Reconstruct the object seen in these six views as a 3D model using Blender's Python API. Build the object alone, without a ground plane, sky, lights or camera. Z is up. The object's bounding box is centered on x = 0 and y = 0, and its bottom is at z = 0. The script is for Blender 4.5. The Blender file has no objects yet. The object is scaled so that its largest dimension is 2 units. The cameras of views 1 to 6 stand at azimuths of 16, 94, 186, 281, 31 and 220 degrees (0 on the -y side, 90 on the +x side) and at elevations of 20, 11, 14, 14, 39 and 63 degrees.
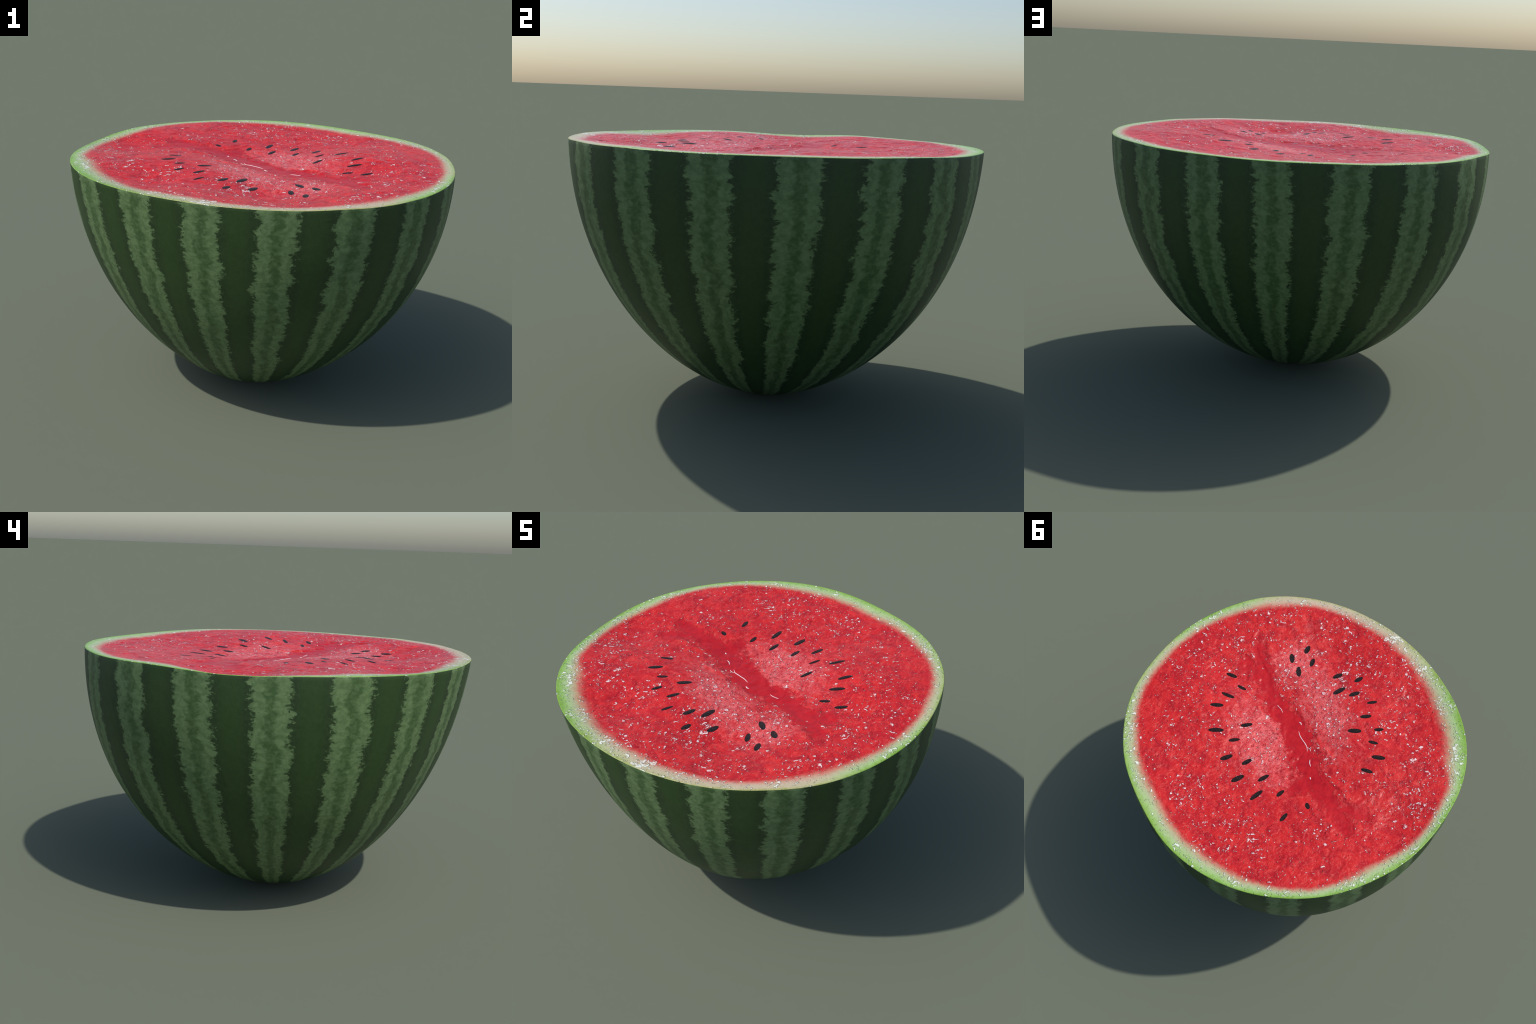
"""Half of a striped watermelon standing on its rounded end, cut face up.

The outside is a lofted body: at every height the radius is a short Fourier
series of the bearing, so the fruit is a slightly lopsided ovoid.  The cut face
is a thin-plate surface through a few levelled spots, which gives the shallow
furrow across the heart.  Skin, rind and flesh are nested solids; seeds are
separate bodies half sunk in the flesh.
"""
import bpy
import math
import numpy as np
from mathutils import Matrix, Vector

rng = np.random.default_rng(11)
TAU = 2 * math.pi

# ------------------------------------------------------------------ measures
# Fourier terms (mean, cos, sin, cos 2, sin 2 ...) of the rim's radius and height
RIM_R = [1.0011, -0.0007, -0.013, 0.008, -0.0053, 0.003, -0.0077, -0.0077, 0.0047, -0.0015, 0.0015, -0.0029, -0.0016, 0.0003, 0, 0.0009, -0.0004, -0.0001, 0.0004, -0.0003, -0.0005, -0.0003, -0.0005, 0.0001, -0.001]
RIM_Z = [1.2647, 0.0009, -0.0009, -0.0003, 0.0000, 0.0014, 0.0010, -0.0013, 0.0004, 0.0004, 0.0004, -0.0012, -0.0003, 0.0014, 0.0000, -0.0005, -0.0002, 0.0005, -0.0002, -0.0002, 0.0001, 0.0004, 0.0001, -0.0002, 0.0001]
AXIS = (0, -0.03)
BODY = [
    (1.0698, 0.9499, -1.3698, 0.5783, -0.2270), (-0.0906, 0.1585, 0.0048, -0.1185, 0.0448),
    (0.0123, 0.1655, -0.1500, -0.1174, 0.0768), (0.0133, 0.0394, -0.0266, 0.0077, -0.0261),
    (0.0090, -0.0331, -0.0477, 0.0469, 0.0200), (0.0055, -0.0140, -0.0174, 0.0099, 0.0182),
    (0.0280, -0.0199, -0.0350, 0.0132, 0.0056), (0.0052, -0.0212, -0.0121, 0.0052, 0.0151),
    (0.0014, 0.0109, -0.0021, 0.0058, -0.0122), (0.0008, 0.0026, -0.0018, -0.0016, 0.0000),
    (0.0043, -0.0144, -0.0052, 0.0152, 0.0000),
]
CUT_KNOTS = [
    (-0.091, 0.408, 1.226), (-0.045, 0.297, 1.217), (0.059, 0.402, 1.223), (0.097, 0.287, 1.223), (0.200, 0.348, 1.233),
    (0.241, 0.237, 1.240), (0.357, 0.265, 1.257), (0.260, 0.110, 1.236), (0.471, 0.139, 1.266), (0.475, 0.041, 1.253),
    (0.460, -0.061, 1.234), (0.559, -0.079, 1.243), (0.281, -0.384, 1.229), (0.377, -0.425, 1.234), (0.353, -0.542, 1.227),
    (0.270, -0.495, 1.221), (-0.186, 0.307, 1.222), (-0.303, 0.412, 1.237), (-0.356, 0.268, 1.236), (-0.464, -0.125, 1.253),
    (-0.460, -0.236, 1.257), (-0.374, -0.294, 1.257), (-0.243, -0.282, 1.254), (-0.341, -0.385, 1.250), (-0.227, -0.403, 1.252),
    (-0.192, -0.507, 1.247), (-0.078, -0.481, 1.247), (0.008, -0.438, 1.241), (-0.025, -0.583, 1.237), (0.086, -0.521, 1.227),
    (0.200, -0.117, 1.210), (0.036, -0.121, 1.216), (0.007, -0.065, 1.214), (-0.186, 0.044, 1.218), (-0.247, 0.117, 1.216),
    (-0.735, 0.182, 1.240), (-0.599, 0.127, 1.239), (-0.551, 0.020, 1.241), (0.232, -0.765, 1.238), (0.860, -0.075, 1.265),
    (-0.785, -0.484, 1.262), (0.063, 0.591, 1.232), (0.491, 0.676, 1.254), (-0.400, 0.699, 1.253), (-0.885, 0.079, 1.236),
    (-0.803, -0.093, 1.234), (-0.717, -0.159, 1.245), (-0.772, 0.071, 1.228), (-0.548, 0.019, 1.243), (-0.622, -0.168, 1.250),
    (-0.807, -0.194, 1.249), (-0.505, -0.508, 1.239), (-0.483, -0.474, 1.240), (-0.455, -0.573, 1.232), (-0.445, -0.532, 1.234),
    (-0.469, -0.632, 1.231), (-0.472, -0.665, 1.234), (-0.304, -0.555, 1.234), (-0.377, -0.722, 1.236), (-0.379, -0.652, 1.230),
    (-0.630, -0.501, 1.252), (-0.612, -0.528, 1.248), (-0.544, -0.413, 1.250), (-0.465, -0.416, 1.247), (0.778, -0.481, 1.266),
    (0.742, -0.495, 1.267), (0.796, -0.437, 1.266), (0.685, -0.598, 1.265), (0.534, -0.743, 1.264), (0.841, -0.522, 1.268),
    (0.200, -0.610, 1.211), (-0.450, -0.100, 1.247), (-0.030, -0.850, 1.261), (-0.200, -0.780, 1.254), (-0.820, 0.340, 1.263),
    (0.680, 0.080, 1.273), (-0.500, 0.740, 1.264), (0.370, 0.540, 1.242), (-0.040, 0.220, 1.210),
]
# (x, y, bearing of the tip, length, width) of every seed on the cut face
SEEDS = [
    (-0.092, 0.408, -96, 0.093, 0.027), (-0.046, 0.297, -104, 0.072, 0.024), (0.058, 0.402, -109, 0.099, 0.030),
    (0.097, 0.287, -105, 0.073, 0.027), (0.200, 0.348, -116, 0.088, 0.029), (0.241, 0.237, -127, 0.072, 0.021),
    (0.357, 0.266, -137, 0.091, 0.027), (0.260, 0.110, -123, 0.085, 0.025), (0.471, 0.140, -138, 0.077, 0.026),
    (0.474, 0.042, -157, 0.085, 0.024), (0.459, -0.061, -164, 0.074, 0.023), (0.559, -0.079, -156, 0.080, 0.026),
    (0.281, -0.383, 134, 0.072, 0.029), (0.377, -0.424, 135, 0.074, 0.031), (0.353, -0.542, 106, 0.065, 0.029),
    (0.270, -0.495, 112, 0.069, 0.026), (-0.186, 0.306, -94, 0.066, 0.025), (-0.303, 0.411, -87, 0.074, 0.025),
    (-0.355, 0.267, -32, 0.045, 0.025), (-0.464, -0.124, 22, 0.080, 0.024), (-0.461, -0.236, 34, 0.085, 0.026),
    (-0.374, -0.294, 27, 0.066, 0.023), (-0.244, -0.282, 37, 0.078, 0.028), (-0.341, -0.386, 48, 0.062, 0.023),
    (-0.227, -0.403, 50, 0.077, 0.026), (-0.193, -0.508, 55, 0.068, 0.020), (-0.078, -0.480, 64, 0.076, 0.028),
    (0.008, -0.437, 73, 0.082, 0.029), (-0.025, -0.583, 75, 0.071, 0.028), (0.087, -0.522, 68, 0.076, 0.030),
]
# width of the pale ring between skin and red flesh, every 20 degrees of bearing
RIND_WIDTH = [.060, .061, .077, .086, .096, .089, .064, .050, .076,
              .058, .070, .122, .108, .090, .072, .060, .080, .066, .060]
# how green (1) or cream (0) that ring is, every 20 degrees
RIND_GREEN = [.50, .62, .80, .90, .95, 1.0, 1.0, 1.0, 1.0,
              1.0, 1.0, 1.0, .85, .35, .12, .05, .30, 1.0, .50]
TOP = 1.26          # mean height of the cut
SKIN = 0.008        # thickness of the dark skin, as a share of the radius
STRIPES, STRIPE_AT = 18, 8.9


# ------------------------------------------------------------------ shape
def fourier(c, th):
    v = np.full_like(th, c[0])
    for k in range(1, (len(c) - 1) // 2 + 1):
        v = v + c[2 * k - 1] * np.cos(k * th) + c[2 * k] * np.sin(k * th)
    return v


def thin_plate(knots, stiffness=2e-3):
    a = np.array(knots)
    n = len(a)
    u = lambda d2: 0.5 * d2 * np.log(d2 + 1e-20)
    p = np.c_[np.ones(n), a[:, :2]]
    m = np.block([[u(((a[:, None, :2] - a[None, :, :2]) ** 2).sum(-1)) + stiffness * np.eye(n), p],
                  [p.T, np.zeros((3, 3))]])
    w = np.linalg.solve(m, np.r_[a[:, 2], 0, 0, 0])

    def height(x, y):
        z = w[n] + w[n + 1] * x + w[n + 2] * y
        for (kx, ky, _), wk in zip(a, w[:n]):
            z = z + wk * u((x - kx) ** 2 + (y - ky) ** 2)
        return z
    return height


def lattice(x, y, cell, seed):
    """Smooth random values (-1..1) on a square lattice of the given cell."""
    table = np.random.default_rng(seed).uniform(-1, 1, (64, 64))
    u, v = x / cell + 31.7, y / cell + 29.3
    i, j = np.floor(u).astype(int), np.floor(v).astype(int)
    f, g = u - i, v - j
    f, g = f * f * f * (f * (6 * f - 15) + 10), g * g * g * (g * (6 * g - 15) + 10)
    q = lambda a, b: table[(i + a) % 64, (j + b) % 64]
    return (q(0, 0) * (1 - f) + q(1, 0) * f) * (1 - g) + (q(0, 1) * (1 - f) + q(1, 1) * f) * g


def ramp01(v, lo, hi):
    t = np.clip((v - lo) / (hi - lo), 0, 1)
    return t * t * (3 - 2 * t)


def line_distance(x, y, a, b):
    dx, dy = b[0] - a[0], b[1] - a[1]
    t = np.clip(((x - a[0]) * dx + (y - a[1]) * dy) / (dx * dx + dy * dy), 0, 1)
    return np.hypot(x - a[0] - t * dx, y - a[1] - t * dy)


_a = np.radians(np.arange(0, 360, 10))
_r = fourier(RIM_R, _a)
level_cut = thin_plate(CUT_KNOTS + list(zip(_r * np.cos(_a), _r * np.sin(_a), fourier(RIM_Z, _a))))
# the furrow across the heart: corners of its run and its half width there
FURROW = [((-0.60, 0.23), (-0.40, 0.15), 0.045), ((-0.40, 0.15), (-0.20, 0.09), 0.065), ((-0.20, 0.09), (0.06, -0.08), 0.080),
          ((0.06, -0.08), (0.26, -0.13), 0.070), ((0.26, -0.13), (0.46, -0.23), 0.060), ((0.40, -0.20), (0.58, -0.20), 0.035), ((0.44, -0.22), (0.58, -0.34), 0.040),
          ((-0.50, 0.19), (-0.62, 0.10), 0.040), ((-0.28, 0.11), (-0.22, 0.22), 0.050)]


def relief(x, y):
    """Torn furrow, crumpled pulp and the small pits round the seeds."""
    out = 1 - ramp01(np.hypot(x, y), 0.86, 0.95)
    wx = x + 0.022 * lattice(x, y, 0.09, 1) + 0.012 * lattice(x, y, 0.035, 2)
    wy = y + 0.022 * lattice(x, y, 0.09, 3) + 0.012 * lattice(x, y, 0.035, 4)
    edge = np.full_like(x, -1.0)
    for a, b, half in FURROW:
        edge = np.maximum(edge, half - line_distance(wx, wy, a, b))
    edge = edge + 0.030 * lattice(x, y, 0.06, 12) + 0.014 * lattice(wx, wy, 0.025, 13)
    trough = ramp01(edge, -0.022, 0.026)
    lip = ramp01(edge, -0.090, -0.030) * (1 - trough)
    near = np.zeros_like(x)
    for sx, sy, _, length, width in SEEDS:
        near = np.maximum(near, np.exp(-(((x - sx) ** 2 + (y - sy) ** 2) / (0.60 * length) ** 2) ** 2))
    lumps = 0.0018 * lattice(x, y, 0.080, 5) + 0.0022 * lattice(wx, wy, 0.042, 6) + 0.0012 * lattice(wx, wy, 0.022, 7)
    h = lumps * out * (1 - 0.5 * trough) + lip * (0.0012 + 0.0022 * lattice(x, y, 0.035, 8))
    h = h - trough * (0.0026 + 0.0020 * lattice(wx, wy, 0.05, 9))
    h = h * (1 - near) - 0.0020 * near
    return h


def cut_height(x, y):
    return level_cut(x, y) + relief(x, y)


def cut_normal(x, y, e=2e-3):
    dx = (cut_height(x + e, y) - cut_height(x - e, y)) / (2 * e)
    dy = (cut_height(x, y + e) - cut_height(x, y - e)) / (2 * e)
    n = np.stack([-dx, -dy, np.ones_like(dx)], -1)
    return n / np.linalg.norm(n, axis=-1, keepdims=True)


def body(th, t):
    """Outer surface: th bearing, t 0 at the standing end .. 1 at the cut."""
    rr = fourier(RIM_R, th)
    ztop = cut_height(rr * np.cos(th), rr * np.sin(th)) - 0.004
    z = ztop * t ** 2

    def radius(w):
        v = np.zeros_like(th + w)
        f = [np.ones_like(th)]
        for k in range(1, 6):
            f += [np.cos(k * th), np.sin(k * th)]
        for fi, row in zip(f, BODY):
            v = v + fi * sum(c * w ** (k + 1) for k, c in enumerate(row))
        return v
    w = np.sqrt(z / TOP)
    r = radius(w) + (rr - radius(np.sqrt(ztop / TOP))) * t ** 8
    drift = 1 - z / TOP
    return np.stack([AXIS[0] * drift + r * np.cos(th), AXIS[1] * drift + r * np.sin(th), z], -1)


def ring_share(th):
    """Where the red flesh begins, as a share of the rim radius."""
    x = np.mod(th, TAU) / TAU * 18
    w = np.array(RIND_WIDTH)
    i = np.minimum(x.astype(int), 17)
    f = x - i
    f = f * f * (3 - 2 * f)
    return 1 - (w[i] * (1 - f) + w[i + 1] * f) / fourier(RIM_R, th)


NA = 900
TH = np.arange(NA) * TAU / NA


class Sheet:
    """Collects rings of vertices and the bands of quads between them."""

    def __init__(self):
        self.co, self.faces, self.smooth, self.normals = [], [], [], []
        self.n = 0

    def ring(self, pts):
        self.co.append(pts)
        self.n += len(pts)
        return self.n - len(pts)

    def band(self, a, b, normals=None, flip=False):
        i = np.arange(NA)
        j = (i + 1) % NA
        q = np.stack([a + i, a + j, b + j, b + i], -1)
        self.faces.append(q[:, ::-1] if flip else q)
        self.smooth.append(normals)

    def cap(self, a, point, flip=False):
        c = self.ring(np.array([point]))
        i = np.arange(NA)
        j = (i + 1) % NA
        t = np.stack([a + i, a + j, np.full(NA, c)], -1)
        self.faces.append(t[:, ::-1] if flip else t)
        self.smooth.append(None)

    def build(self, name, material, top=None):
        """top: number of leading faces-bands that lie on the cut and take its normals."""
        co = np.concatenate(self.co)
        me = bpy.data.meshes.new(name)
        faces = [f.tolist() for b in self.faces for f in b]
        me.from_pydata(co.tolist(), [], faces)
        me.polygons.foreach_set("use_smooth", [True] * len(me.polygons))
        me.materials.append(material)
        me.update()
        ob = bpy.data.objects.new(name, me)
        bpy.context.scene.collection.objects.link(ob)
        return ob


def shade_cut(ob, on_cut):
    """Give the faces of the cut the exact normals of the cut surface."""
    me = ob.data
    nl = len(me.loops)
    vi = np.empty(nl, np.int32)
    me.loops.foreach_get("vertex_index", vi)
    co = np.empty(len(me.vertices) * 3)
    me.vertices.foreach_get("co", co)
    co = co.reshape(-1, 3)
    cn = np.empty(nl * 3, np.float32)
    me.corner_normals.foreach_get("vector", cn)
    cn = cn.reshape(-1, 3)
    start = np.empty(len(me.polygons), np.int32)
    total = np.empty(len(me.polygons), np.int32)
    me.polygons.foreach_get("loop_start", start)
    me.polygons.foreach_get("loop_total", total)
    fn = np.empty(len(me.polygons) * 3, np.float32)
    me.polygons.foreach_get("normal", fn)
    fn = fn.reshape(-1, 3)
    face_of = np.repeat(np.arange(len(total)), total)
    vn = cut_normal(co[:, 0], co[:, 1])
    top = on_cut[face_of]
    cn[top] = vn[vi[top]]
    rest = ~top
    touching = np.zeros(len(co), bool)
    touching[vi[top]] = True
    edge = rest & touching[vi]
    cn[edge] = fn[face_of[edge]]
    me.normals_split_custom_set(cn.tolist())


def make_skin(material, cut):
    s = Sheet()
    k = 1 - SKIN
    rows = np.linspace(0, 1, 150) ** 0.9
    pole = body(np.zeros(1), np.zeros(1))[0]
    prev = s.ring(body(TH, np.full(NA, rows[1])))
    first = prev
    for t in rows[2:]:
        cur = s.ring(body(TH, np.full(NA, t)))
        s.band(prev, cur)
        prev = cur
    rr = fourier(RIM_R, TH)
    flat = lambda f: np.stack([f * np.cos(TH), f * np.sin(TH), cut_height(f * np.cos(TH), f * np.sin(TH))], -1)
    lip = len(s.faces)                       # from here on the skin is cut open
    for inset, drop in ((0.0006, 0.0022), (0.002, 0.0007), (0.004, 0.0)):
        pts = flat(rr - inset)
        pts[:, 2] -= drop
        cur = s.ring(pts)
        s.band(prev, cur)
        prev = cur
    edge = flat(rr * k)
    cur = s.ring(edge)
    s.band(prev, cur)
    prev = cur
    for t in np.linspace(1, 0.03, 40):
        pts = body(TH, np.full(NA, t))
        pts = (pts - [0, 0, TOP]) * k + [0, 0, TOP]
        if t == 1:
            pts[:, 2] = edge[:, 2] - 0.006
        cur = s.ring(pts)
        s.band(prev, cur)
        prev = cur
    s.cap(first, pole, flip=True)
    s.cap(prev, pole * k + np.array([0, 0, TOP * (1 - k)]))
    ob = s.build("skin", material)
    ob.data.materials.append(cut)
    slot = np.zeros(len(ob.data.polygons), np.int32)
    slot[(lip + 1) * NA:(lip + 4) * NA] = 1
    ob.data.polygons.foreach_set("material_index", slot)
    on = np.zeros(len(slot), bool)
    on[(lip + 3) * NA:(lip + 4) * NA] = True
    shade_cut(ob, on)
    return ob


def make_rind(material):
    s = Sheet()
    rr = fourier(RIM_R, TH)
    inner = ring_share(TH)
    outer = 1 - SKIN
    prev = None
    n = 34
    for i in range(n):
        f = rr * (outer + (inner - outer) * i / (n - 1))
        x, y = f * np.cos(TH), f * np.sin(TH)
        cur = s.ring(np.stack([x, y, cut_height(x, y)], -1))
        if prev is None:
            first = cur
        else:
            s.band(prev, cur)
        prev = cur
    ncut = (n - 1) * NA

    def wall(share, t, drop):
        pts = body(TH, np.full(NA, t))
        pts = (pts - [0, 0, TOP]) * share[:, None] + [0, 0, TOP]
        if drop:
            x, y = pts[:, 0], pts[:, 1]
            pts[:, 2] = cut_height(x, y) - drop
        return pts
    p = prev
    for t in np.linspace(1, 0.03, 40):
        cur = s.ring(wall(inner, t, 0.012 if t == 1 else 0))
        s.band(p, cur)
        p = cur
    s.cap(p, np.array([AXIS[0], AXIS[1], TOP * 0.08]))
    p = first
    for t in np.linspace(1, 0.03, 40):
        cur = s.ring(wall(np.full(NA, outer - 0.001), t, 0.006 if t == 1 else 0))
        s.band(p, cur, flip=True)
        p = cur
    s.cap(p, np.array([AXIS[0], AXIS[1], TOP * SKIN + 0.002]), flip=True)
    ob = s.build("rind", material)
    on = np.zeros(len(ob.data.polygons), bool)
    on[:ncut] = True
    shade_cut(ob, on)
    return ob


def make_flesh(material):
    s = Sheet()
    rr = fourier(RIM_R, TH)
    inner = ring_share(TH)
    prev = None
    n = 240
    for i in range(n):
        f = rr * inner * (1 - i / n)
        x, y = f * np.cos(TH), f * np.sin(TH)
        cur = s.ring(np.stack([x, y, cut_height(x, y)], -1))
        if prev is None:
            first = cur
        else:
            s.band(prev, cur)
        prev = cur
    s.cap(prev, np.array([0, 0, float(cut_height(np.zeros(1), np.zeros(1))[0])]))
    ncut = n * NA
    p = first
    for t in np.linspace(1, 0.03, 40):
        pts = body(TH, np.full(NA, t))
        pts = (pts - [0, 0, TOP]) * (inner[:, None] - 0.002) + [0, 0, TOP]
        if t == 1:
            pts[:, 2] = cut_height(pts[:, 0], pts[:, 1]) - 0.012
        cur = s.ring(pts)
        s.band(p, cur, flip=True)
        p = cur
    s.cap(p, np.array([AXIS[0], AXIS[1], TOP * 0.09]), flip=True)
    ob = s.build("flesh", material)
    on = np.zeros(len(ob.data.polygons), bool)
    on[:ncut] = True
    shade_cut(ob, on)
    return ob


def seed_mesh(material, tip, lean, n=28, m=18):
    """A flattened drop of length 2, width 2 and height 2, tip towards +x."""
    co, fa = [], []
    for i in range(n + 1):
        a = math.pi * i / n
        x = -math.cos(a)
        r = math.sin(a) ** (0.85 + 0.5 * tip * (x + 1) / 2) * (1 - 0.16 * tip * (x + 1) / 2)
        for j in range(m):
            b = TAU * j / m
            co.append((x, r * math.cos(b) + lean * (1 - x * x), r * math.sin(b)))
    for i in range(n):
        for j in range(m):
            k = (j + 1) % m
            fa.append((i * m + j, (i + 1) * m + j, (i + 1) * m + k, i * m + k))
    me = bpy.data.meshes.new("seed")
    me.from_pydata(co, [], fa)
    me.polygons.foreach_set("use_smooth", [True] * len(me.polygons))
    me.materials.append(material)
    me.validate()
    me.update()
    return me


# ------------------------------------------------------------------ node helpers
class Node:
    """A socket that can be written in formulas."""
    tree = None

    def __init__(self, socket):
        self.s = socket

    @staticmethod
    def put(inp, v):
        if isinstance(v, Node):
            Node.tree.links.new(v.s, inp)
        elif v is not None:
            inp.default_value = v

    @staticmethod
    def math(op, *a, clamp=False):
        n = Node.tree.nodes.new("ShaderNodeMath")
        n.operation = op
        n.use_clamp = clamp
        for i, v in enumerate(a):
            Node.put(n.inputs[i], v)
        return Node(n.outputs[0])

    def __add__(self, o): return Node.math("ADD", self, o)
    __radd__ = __add__
    def __sub__(self, o): return Node.math("SUBTRACT", self, o)
    def __rsub__(self, o): return Node.math("SUBTRACT", o, self)
    def __mul__(self, o): return Node.math("MULTIPLY", self, o)
    __rmul__ = __mul__
    def __truediv__(self, o): return Node.math("DIVIDE", self, o)


def sqrt(a): return Node.math("SQRT", a)
def absolute(a): return Node.math("ABSOLUTE", a)
def clamp01(a): return Node.math("ADD", a, 0.0, clamp=True)
def biggest(a, b): return Node.math("MAXIMUM", a, b)
def atan2(a, b): return Node.math("ARCTAN2", a, b)


def step(v, lo, hi, to0=0.0, to1=1.0):
    n = Node.tree.nodes.new("ShaderNodeMapRange")
    n.interpolation_type = "SMOOTHSTEP"
    for i, x in enumerate((v, lo, hi, to0, to1)):
        Node.put(n.inputs[i], x)
    return Node(n.outputs[0])


def vec(x, y, z=0.0):
    n = Node.tree.nodes.new("ShaderNodeCombineXYZ")
    for i, v in enumerate((x, y, z)):
        Node.put(n.inputs[i], v)
    return Node(n.outputs[0])


def position():
    n = Node.tree.nodes.new("ShaderNodeTexCoord")
    q = Node.tree.nodes.new("ShaderNodeSeparateXYZ")
    Node.tree.links.new(n.outputs["Object"], q.inputs[0])
    return Node(n.outputs["Object"]), Node(q.outputs[0]), Node(q.outputs[1]), Node(q.outputs[2])


def noise(v, scale, detail=2.0, rough=0.5, distort=0.0, lac=2.0, w=None):
    n = Node.tree.nodes.new("ShaderNodeTexNoise")
    if w is not None:
        n.noise_dimensions = "4D"
        n.inputs["W"].default_value = w
    Node.put(n.inputs["Vector"], v)
    for k, x in (("Scale", scale), ("Detail", detail), ("Roughness", rough), ("Distortion", distort), ("Lacunarity", lac)):
        Node.put(n.inputs[k], x)
    return Node(n.outputs[0])


def voronoi(v, scale, feature="F1", rnd=1.0):
    n = Node.tree.nodes.new("ShaderNodeTexVoronoi")
    n.feature = feature
    Node.put(n.inputs["Vector"], v)
    n.inputs["Scale"].default_value = scale
    n.inputs["Randomness"].default_value = rnd
    return Node(n.outputs[0])


def mapped(v, rot=(0, 0, 0), scale=(1, 1, 1), loc=(0, 0, 0)):
    n = Node.tree.nodes.new("ShaderNodeMapping")
    Node.put(n.inputs["Vector"], v)
    n.inputs["Rotation"].default_value = rot
    n.inputs["Scale"].default_value = scale
    n.inputs["Location"].default_value = loc
    return Node(n.outputs[0])


def mix(f, a, b):
    n = Node.tree.nodes.new("ShaderNodeMix")
    n.data_type = "RGBA"
    Node.put(n.inputs[0], f)
    for i, v in ((6, a), (7, b)):
        Node.put(n.inputs[i], (*v, 1) if isinstance(v, tuple) else v)
    return Node(n.outputs[2])


def ramp(v, stops):
    n = Node.tree.nodes.new("ShaderNodeValToRGB")
    Node.put(n.inputs[0], v)
    e = n.color_ramp.elements
    while len(e) < len(stops):
        e.new(0.5)
    for k, (p, c) in zip(e, stops):
        k.position, k.color = p, (*c, 1)
    return Node(n.outputs[0])


def curve(v, values):
    """Evenly spaced values over v = 0..1."""
    n = Node.tree.nodes.new("ShaderNodeFloatCurve")
    Node.put(n.inputs["Value"], v)
    c = n.mapping.curves[0]
    while len(c.points) < len(values):
        c.points.new(0.5, 0.5)
    for i, y in enumerate(values):
        c.points[i].location = (i / (len(values) - 1), float(y))
    n.mapping.update()
    return Node(n.outputs[0])


def bump(height, distance, strength=1.0, normal=None):
    n = Node.tree.nodes.new("ShaderNodeBump")
    n.inputs["Strength"].default_value = strength
    n.inputs["Distance"].default_value = distance
    Node.put(n.inputs["Height"], height)
    if normal is not None:
        Node.put(n.inputs["Normal"], normal)
    return Node(n.outputs[0])


def material(name):
    m = bpy.data.materials.new(name)
    m.use_nodes = True
    Node.tree = m.node_tree
    return m, m.node_tree.nodes["Principled BSDF"].inputs


# ------------------------------------------------------------------ materials
def rim_coordinates(x, y):
    """Bearing as 0..1 and distance inwards from the rim."""
    turn = atan2(y, x) / TAU
    turn = Node.math("FRACT", turn + 1.0)
    a = np.arange(0, 37) * TAU / 36
    radius = 0.95 + 0.1 * curve(turn, (fourier(RIM_R, a) - 0.95) / 0.1)
    return turn, radius - sqrt(x * x + y * y)


def segment(x, y, a, b):
    """Distance from the segment a-b in plan."""
    dx, dy = b[0] - a[0], b[1] - a[1]
    l2 = dx * dx + dy * dy
    t = clamp01(((x - a[0]) * dx + (y - a[1]) * dy) / l2)
    px, py = x - a[0] - t * dx, y - a[1] - t * dy
    return sqrt(px * px + py * py)


def blob(x, y, cx, cy, rx, ry, turn=0.0):
    c, s = math.cos(math.radians(turn)), math.sin(math.radians(turn))
    u = ((x - cx) * c + (y - cy) * s) / rx
    v = ((y - cy) * c - (x - cx) * s) / ry
    return sqrt(u * u + v * v)


def glint_stretch(p):
    return mapped(p, rot=(0, 0, 0.5), scale=(1.0, 0.6, 1.0))


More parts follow.
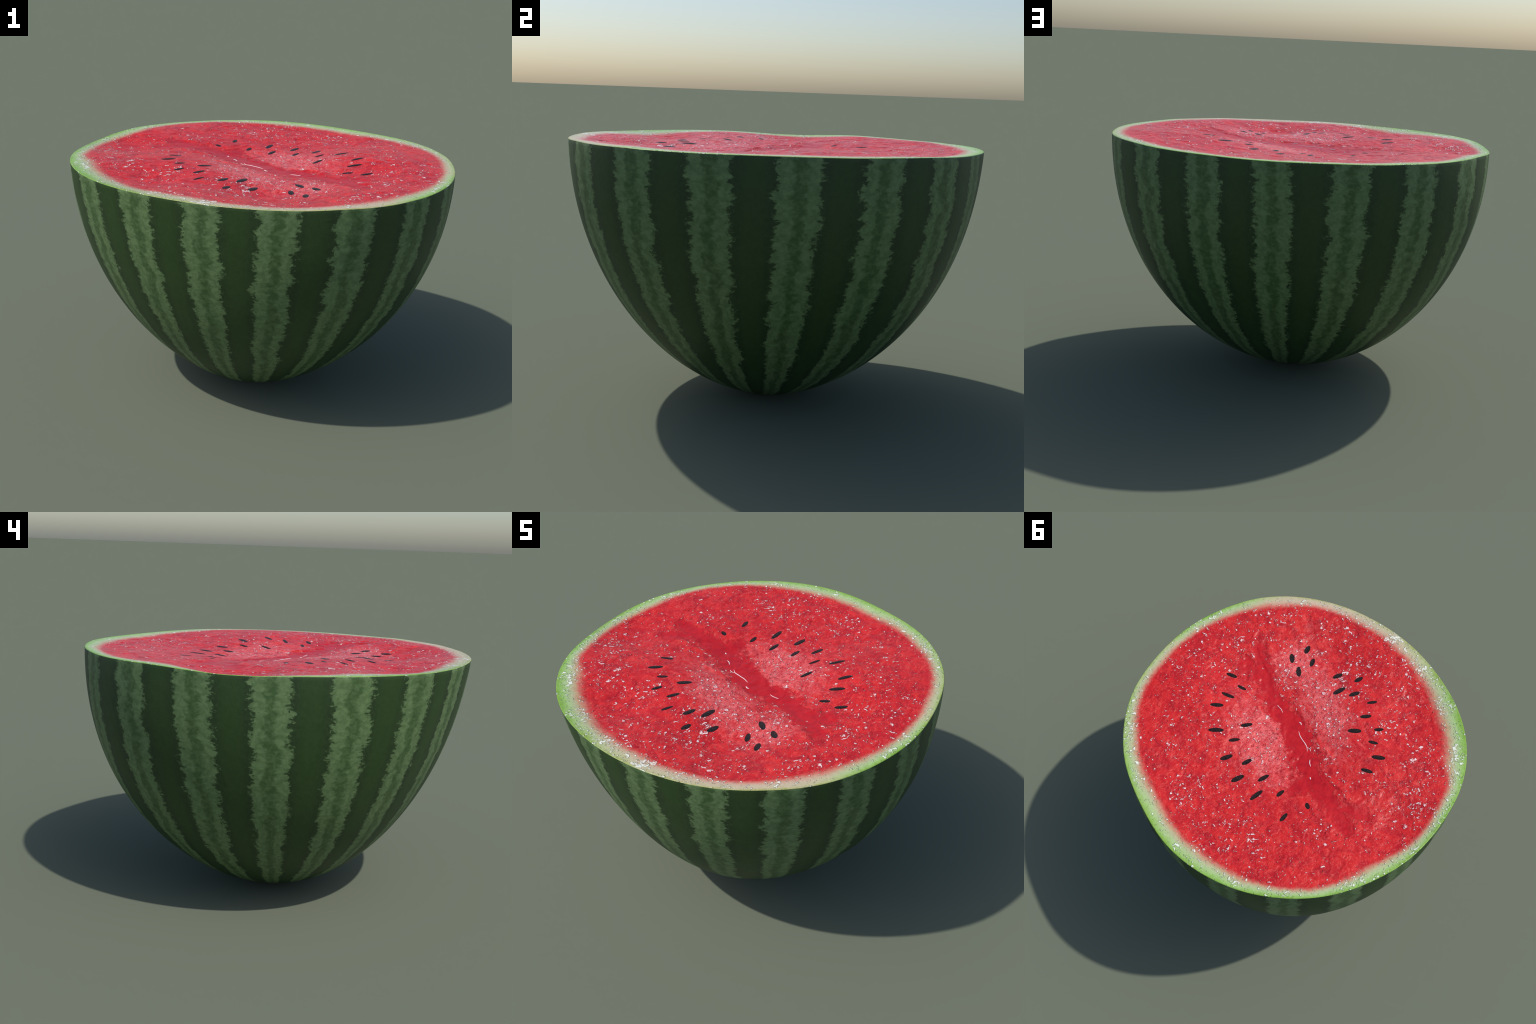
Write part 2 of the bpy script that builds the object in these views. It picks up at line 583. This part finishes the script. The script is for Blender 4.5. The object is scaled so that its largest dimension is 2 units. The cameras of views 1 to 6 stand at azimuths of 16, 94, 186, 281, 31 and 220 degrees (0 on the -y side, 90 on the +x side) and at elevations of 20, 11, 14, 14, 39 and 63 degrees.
def cut_material():
    m, out = material("cut_melon")
    p, x, y, z = position()
    turn, d = rim_coordinates(x, y)
    width = 0.2 * curve(turn, np.array(RIND_WIDTH) / 0.2)
    green = curve(turn, RIND_GREEN)
    soft = noise(p, 9, 3, 0.55)
    fine = noise(p, 55, 3, 0.6)
    grain = noise(p, 160, 2, 0.6)

    # --- red flesh: fibres, blotches, pale heart beside a smooth dark furrow
    wx = x + (noise(p, 9, 5, 0.70) - 0.5) * 0.22
    wy = y + (noise(p, 9, 5, 0.70, w=3.1) - 0.5) * 0.22
    edge = None
    for c0, c1, half in FURROW:
        part = half - segment(wx, wy, c0, c1)
        edge = part if edge is None else biggest(edge, part)
    torn = noise(p, 17, 5, 0.72, 1.0)
    furrow = step(edge + (torn - 0.5) * 0.19 + (fine - 0.5) * 0.04, -0.016, 0.010)
    streaky = noise(mapped(p, rot=(0, 0, 0.55), scale=(0.6, 1.7, 1)), 26, 5, 0.7, 0.6)
    pale = Node.math("MINIMUM", blob(wx, wy, 0.12, 0.12, 0.36, 0.19, -28), blob(wx, wy, 0.02, -0.31, 0.45, 0.15, -33))
    pale = Node.math("MINIMUM", pale, blob(wx, wy, 0.33, -0.40, 0.15, 0.17))
    pale = step(pale + (fine - 0.5) * 0.7 + (streaky - 0.5) * 1.9, 1.25, 0.25) * (1.0 - furrow)

    blotch = noise(p, 13, 5, 0.68, 0.7)
    threads = noise(mapped(p, rot=(0, 0, 0.6), scale=(1, 0.5, 1)), 62, 4, 0.65, 0.9)
    red = ramp(blotch, [(0.30, (0.35, 0.009, 0.016)), (0.44, (0.49, 0.013, 0.019)), (0.56, (0.60, 0.019, 0.021)), (0.72, (0.66, 0.032, 0.030))])
    red = mix(step(threads, 0.53, 0.70) * 0.60, red, (0.74, 0.105, 0.085))
    red = mix(step(threads, 0.46, 0.30) * 0.45, red, (0.36, 0.010, 0.017))
    red = mix(pale * step(threads * 0.45 + grain * 0.55, 0.36, 0.64) * 0.85, red, (0.80, 0.190, 0.190))
    red = mix(pale * step(threads, 0.48, 0.34) * 0.35, red, (0.50, 0.016, 0.030))
    red = mix(step(noise(glint_stretch(p), 120, 3, 0.6, 0.6), 0.56, 0.68) * 0.40 * (1.0 - furrow), red, (0.78, 0.16, 0.13))  # lighter red dots tinted where small bumps catch the light
    red = mix(furrow * 0.85, red, mix(step(torn, 0.35, 0.65), (0.40, 0.007, 0.015), (0.54, 0.013, 0.018)))

    # --- pale ring
    q = d / width + (soft - 0.5) * 0.45 + (fine - 0.5) * 0.35 + (grain - 0.5) * 0.12
    g = clamp01(green + (noise(p, 6, 3, 0.6, w=1.7) - 0.5) * 0.3)
    k = lambda v: v / 1.5
    leaf = ramp(q / 1.5, [(0.0, (0.20, 0.40, 0.045)), (k(0.18), (0.28, 0.49, 0.115)), (k(0.42), (0.39, 0.55, 0.24)), (k(0.66), (0.47, 0.48, 0.28)),
                          (k(0.84), (0.52, 0.34, 0.20)), (k(1.02), (0.58, 0.17, 0.13)), (k(1.32), (0.55, 0.025, 0.028))])
    cream = ramp(q / 1.5, [(0.0, (0.42, 0.40, 0.15)), (k(0.16), (0.56, 0.47, 0.31)), (k(0.50), (0.60, 0.46, 0.34)), (k(0.76), (0.61, 0.35, 0.26)),
                           (k(0.95), (0.64, 0.20, 0.16)), (k(1.32), (0.55, 0.025, 0.028))])
    ring = mix(g, cream, leaf)
    ring = mix(step(grain, 0.60, 0.32) * 0.22, ring, (0.20, 0.24, 0.09))
    inside = step(q, 0.95, 1.40)
    colour = mix(inside, ring, red)

    # --- wet highlights put into the colour, grains: pale, raised, worm-like, crowded in places
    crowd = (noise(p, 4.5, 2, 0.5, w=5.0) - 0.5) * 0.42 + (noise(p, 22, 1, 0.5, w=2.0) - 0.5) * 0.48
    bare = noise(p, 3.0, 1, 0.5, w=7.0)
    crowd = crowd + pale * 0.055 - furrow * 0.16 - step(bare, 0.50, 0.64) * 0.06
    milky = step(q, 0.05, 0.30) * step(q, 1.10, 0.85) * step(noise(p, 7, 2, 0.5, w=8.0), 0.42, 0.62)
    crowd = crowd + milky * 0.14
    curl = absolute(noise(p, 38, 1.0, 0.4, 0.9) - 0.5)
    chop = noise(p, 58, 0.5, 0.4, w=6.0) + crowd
    fleck = noise(glint_stretch(p), 105, 0.4, 0.4, 0.8, w=4.0) + crowd * 0.7
    painted_glints = biggest(step(curl, 0.070, 0.035) * step(chop, 0.660, 0.710), step(fleck, 0.735, 0.775) * 0.75)
    halo = biggest(step(curl, 0.125, 0.060) * step(chop, 0.610, 0.690), step(fleck, 0.690, 0.755))
    colour = mix(clamp01(halo - painted_glints) * 0.32, colour, mix(inside, (0.22, 0.27, 0.12), (0.30, 0.010, 0.030)))  # dark outline painted round each glint for its shadow side
    colour = mix(painted_glints * 0.88, colour, mix(inside, (0.84, 0.86, 0.78), (0.86, 0.68, 0.67)))
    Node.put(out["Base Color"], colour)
    raised = halo + blotch * 1.2 * (1.0 - furrow * 0.5) + fine * 0.45 * (1.0 - furrow * 0.7) + grain * 0.12
    Node.put(out["Normal"], bump(raised, 0.0036))
    Node.put(out["Roughness"], 0.30 + 0.08 * soft - painted_glints * 0.10)
    out["Specular IOR Level"].default_value = 0.22
    return m


def skin_material():
    m, out = material("striped_skin")
    p, x, y, z = position()
    drift = 1.0 - z / TOP
    sx, sy = x - AXIS[0] * drift, y - AXIS[1] * drift
    u = (atan2(sy, sx) * (180 / math.pi) - STRIPE_AT) / (360 / STRIPES)
    s = atan2(sqrt(sx * sx + sy * sy), TOP + 0.05 - z)         # 0 at the standing end
    k = Node.math("ROUND", u)
    off = u - k
    wander = (noise(vec(k * 3.7, s * 9.0), 1.0, 3, 0.6) - 0.5) * 0.20
    f = off + wander
    side = Node.math("SIGN", f) * 5.0
    lumps = noise(vec(u * 3.0 + side, s * 12, k), 1.0, 3, 0.6)
    teeth = noise(vec(u * 11 + side, s * 56, k), 1.0, 6, 0.72, 0.6)
    e = absolute(f) + (lumps - 0.5) * 0.22 + (teeth - 0.5) * 0.40
    light = step(e, 0.276, 0.220)
    heart = absolute(f + (noise(vec(k * 5.1, s * 11, 4.0), 1.0, 3, 0.6) - 0.5) * 0.22) + (teeth - 0.5) * 0.22 + (lumps - 0.5) * 0.22
    heart = step(heart, 0.110, 0.045)
    cloud = noise(vec(u * 2.5, s * 5.0, 7.0), 1.0, 4, 0.6)
    streak = noise(vec(u * 12, s * 40, 2.0), 1.0, 4, 0.65, 0.5)
    dark = mix(step(absolute(off), 0.27, 0.44) * (0.35 + 0.65 * cloud), (0.016, 0.037, 0.010), (0.025, 0.062, 0.011))
    dark = mix(step(cloud, 0.45, 0.75) * 0.4, dark, (0.026, 0.058, 0.014))
    dark = mix(step(streak, 0.50, 0.72) * 0.30, dark, (0.030, 0.066, 0.018))
    veins = absolute(noise(vec(u * 7.0, s * 16, 9.0), 1.0, 4, 0.65, 1.2) - 0.5)
    dark = mix(step(veins, 0.06, 0.01) * 0.35, dark, (0.034, 0.072, 0.020))
    pale = mix(step(streak, 0.34, 0.66), (0.086, 0.150, 0.055), (0.142, 0.222, 0.093))
    pale = mix(heart * (0.55 + 0.45 * step(streak, 0.65, 0.35)), pale, (0.046, 0.096, 0.027))
    green = mix(light, dark, pale)
    Node.put(out["Base Color"], green)
    Node.put(out["Roughness"], 0.52)
    out["Specular IOR Level"].default_value = 0.42
    Node.put(out["Normal"], bump(noise(p, 30, 3, 0.5), 0.0012))
    return m


def seed_material():
    m, out = material("seed_coat")
    p, x, y, z = position()
    n = noise(p, 4.0, 4, 0.7)
    Node.put(out["Base Color"], mix(step(n, 0.40, 0.70), (0.014, 0.010, 0.010), (0.085, 0.045, 0.036)))
    Node.put(out["Roughness"], 0.36)
    Node.put(out["Normal"], bump(noise(p, 5.0, 3), 0.06))
    return m


# ------------------------------------------------------------------ assembly
thing = bpy.data.objects.new("halved_watermelon", None)
thing.empty_display_size = 0.2
bpy.context.scene.collection.objects.link(thing)
thing["label"] = "halved striped green watermelon, red wet flesh up, black seeds"
thing["category"] = "watermelon half"

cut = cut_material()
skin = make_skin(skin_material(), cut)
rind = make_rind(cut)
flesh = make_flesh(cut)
for ob in (skin, rind, flesh):
    ob.parent = thing

coat = seed_material()
drops = [seed_mesh(coat, tip, lean) for tip, lean in ((0.5, 0.0), (0.9, 0.08), (0.7, -0.1))]
for i, (sx, sy, bearing, length, width) in enumerate(SEEDS):
    ob = bpy.data.objects.new("seed", drops[int(rng.integers(3))])
    bpy.context.scene.collection.objects.link(ob)
    px, py = np.array([sx]), np.array([sy])
    n = Vector(cut_normal(px, py, 0.03)[0])
    along = Vector((math.cos(math.radians(bearing)), math.sin(math.radians(bearing)), 0))
    side = n.cross(along).normalized()
    along = side.cross(n).normalized()
    thick = 0.010 * rng.uniform(0.9, 1.1)
    at = Vector((sx, sy, float(cut_height(px, py)[0]))) - n * (thick * rng.uniform(0.58, 0.68))
    # longer and wider below the surface, so that the part that shows has the measured outline
    grow = 1.26
    frame = Matrix((along, side, n)).transposed().to_4x4()
    ob.matrix_world = Matrix.Translation(at) @ frame @ Matrix.Diagonal((length / 2 * grow * 1.06, width / 2 * grow * 1.16, thick, 1))
    ob.parent = flesh

# ------------------------------------------------------------------ furrow highlights modelled as thin pale strands
def modelled_glint_material():
    m, out = material("pale_modelled_glint")
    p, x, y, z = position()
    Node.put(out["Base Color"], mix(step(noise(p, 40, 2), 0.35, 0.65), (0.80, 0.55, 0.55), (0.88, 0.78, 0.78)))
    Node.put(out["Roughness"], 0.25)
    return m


def modelled_glint(points, thick, material):
    """A specular streak built as a thin strand that lies on the cut along a smooth line, tapered at both ends."""
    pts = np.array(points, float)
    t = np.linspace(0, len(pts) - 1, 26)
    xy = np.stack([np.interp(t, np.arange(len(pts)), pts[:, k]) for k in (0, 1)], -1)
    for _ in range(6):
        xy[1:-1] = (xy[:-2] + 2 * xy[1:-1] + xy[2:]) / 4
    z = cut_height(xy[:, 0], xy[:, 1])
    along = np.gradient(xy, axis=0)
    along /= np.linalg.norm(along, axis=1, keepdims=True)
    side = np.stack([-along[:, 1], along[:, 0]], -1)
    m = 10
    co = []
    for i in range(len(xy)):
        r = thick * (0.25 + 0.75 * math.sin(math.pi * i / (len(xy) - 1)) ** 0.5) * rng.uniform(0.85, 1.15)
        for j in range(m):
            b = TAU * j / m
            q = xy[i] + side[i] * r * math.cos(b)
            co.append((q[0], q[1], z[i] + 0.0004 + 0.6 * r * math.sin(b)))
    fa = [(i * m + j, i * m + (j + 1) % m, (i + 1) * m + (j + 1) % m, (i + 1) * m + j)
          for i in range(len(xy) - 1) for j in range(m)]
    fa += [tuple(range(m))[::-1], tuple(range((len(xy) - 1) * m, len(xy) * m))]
    me = bpy.data.meshes.new("modelled_glint")
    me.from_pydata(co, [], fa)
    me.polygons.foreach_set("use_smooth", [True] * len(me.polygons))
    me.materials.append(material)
    ob = bpy.data.objects.new("modelled_glint", me)
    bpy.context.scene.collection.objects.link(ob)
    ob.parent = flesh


pulp = modelled_glint_material()  # whitish colour given to the solid highlight streaks
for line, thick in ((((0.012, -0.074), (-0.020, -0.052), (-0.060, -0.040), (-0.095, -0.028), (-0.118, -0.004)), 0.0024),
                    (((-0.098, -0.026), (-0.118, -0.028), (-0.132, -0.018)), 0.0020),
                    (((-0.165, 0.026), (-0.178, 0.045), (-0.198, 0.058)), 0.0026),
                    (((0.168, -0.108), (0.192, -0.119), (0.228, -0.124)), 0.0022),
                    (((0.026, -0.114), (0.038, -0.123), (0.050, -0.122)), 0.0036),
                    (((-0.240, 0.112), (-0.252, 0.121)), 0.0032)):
    modelled_glint(line, thick, pulp)
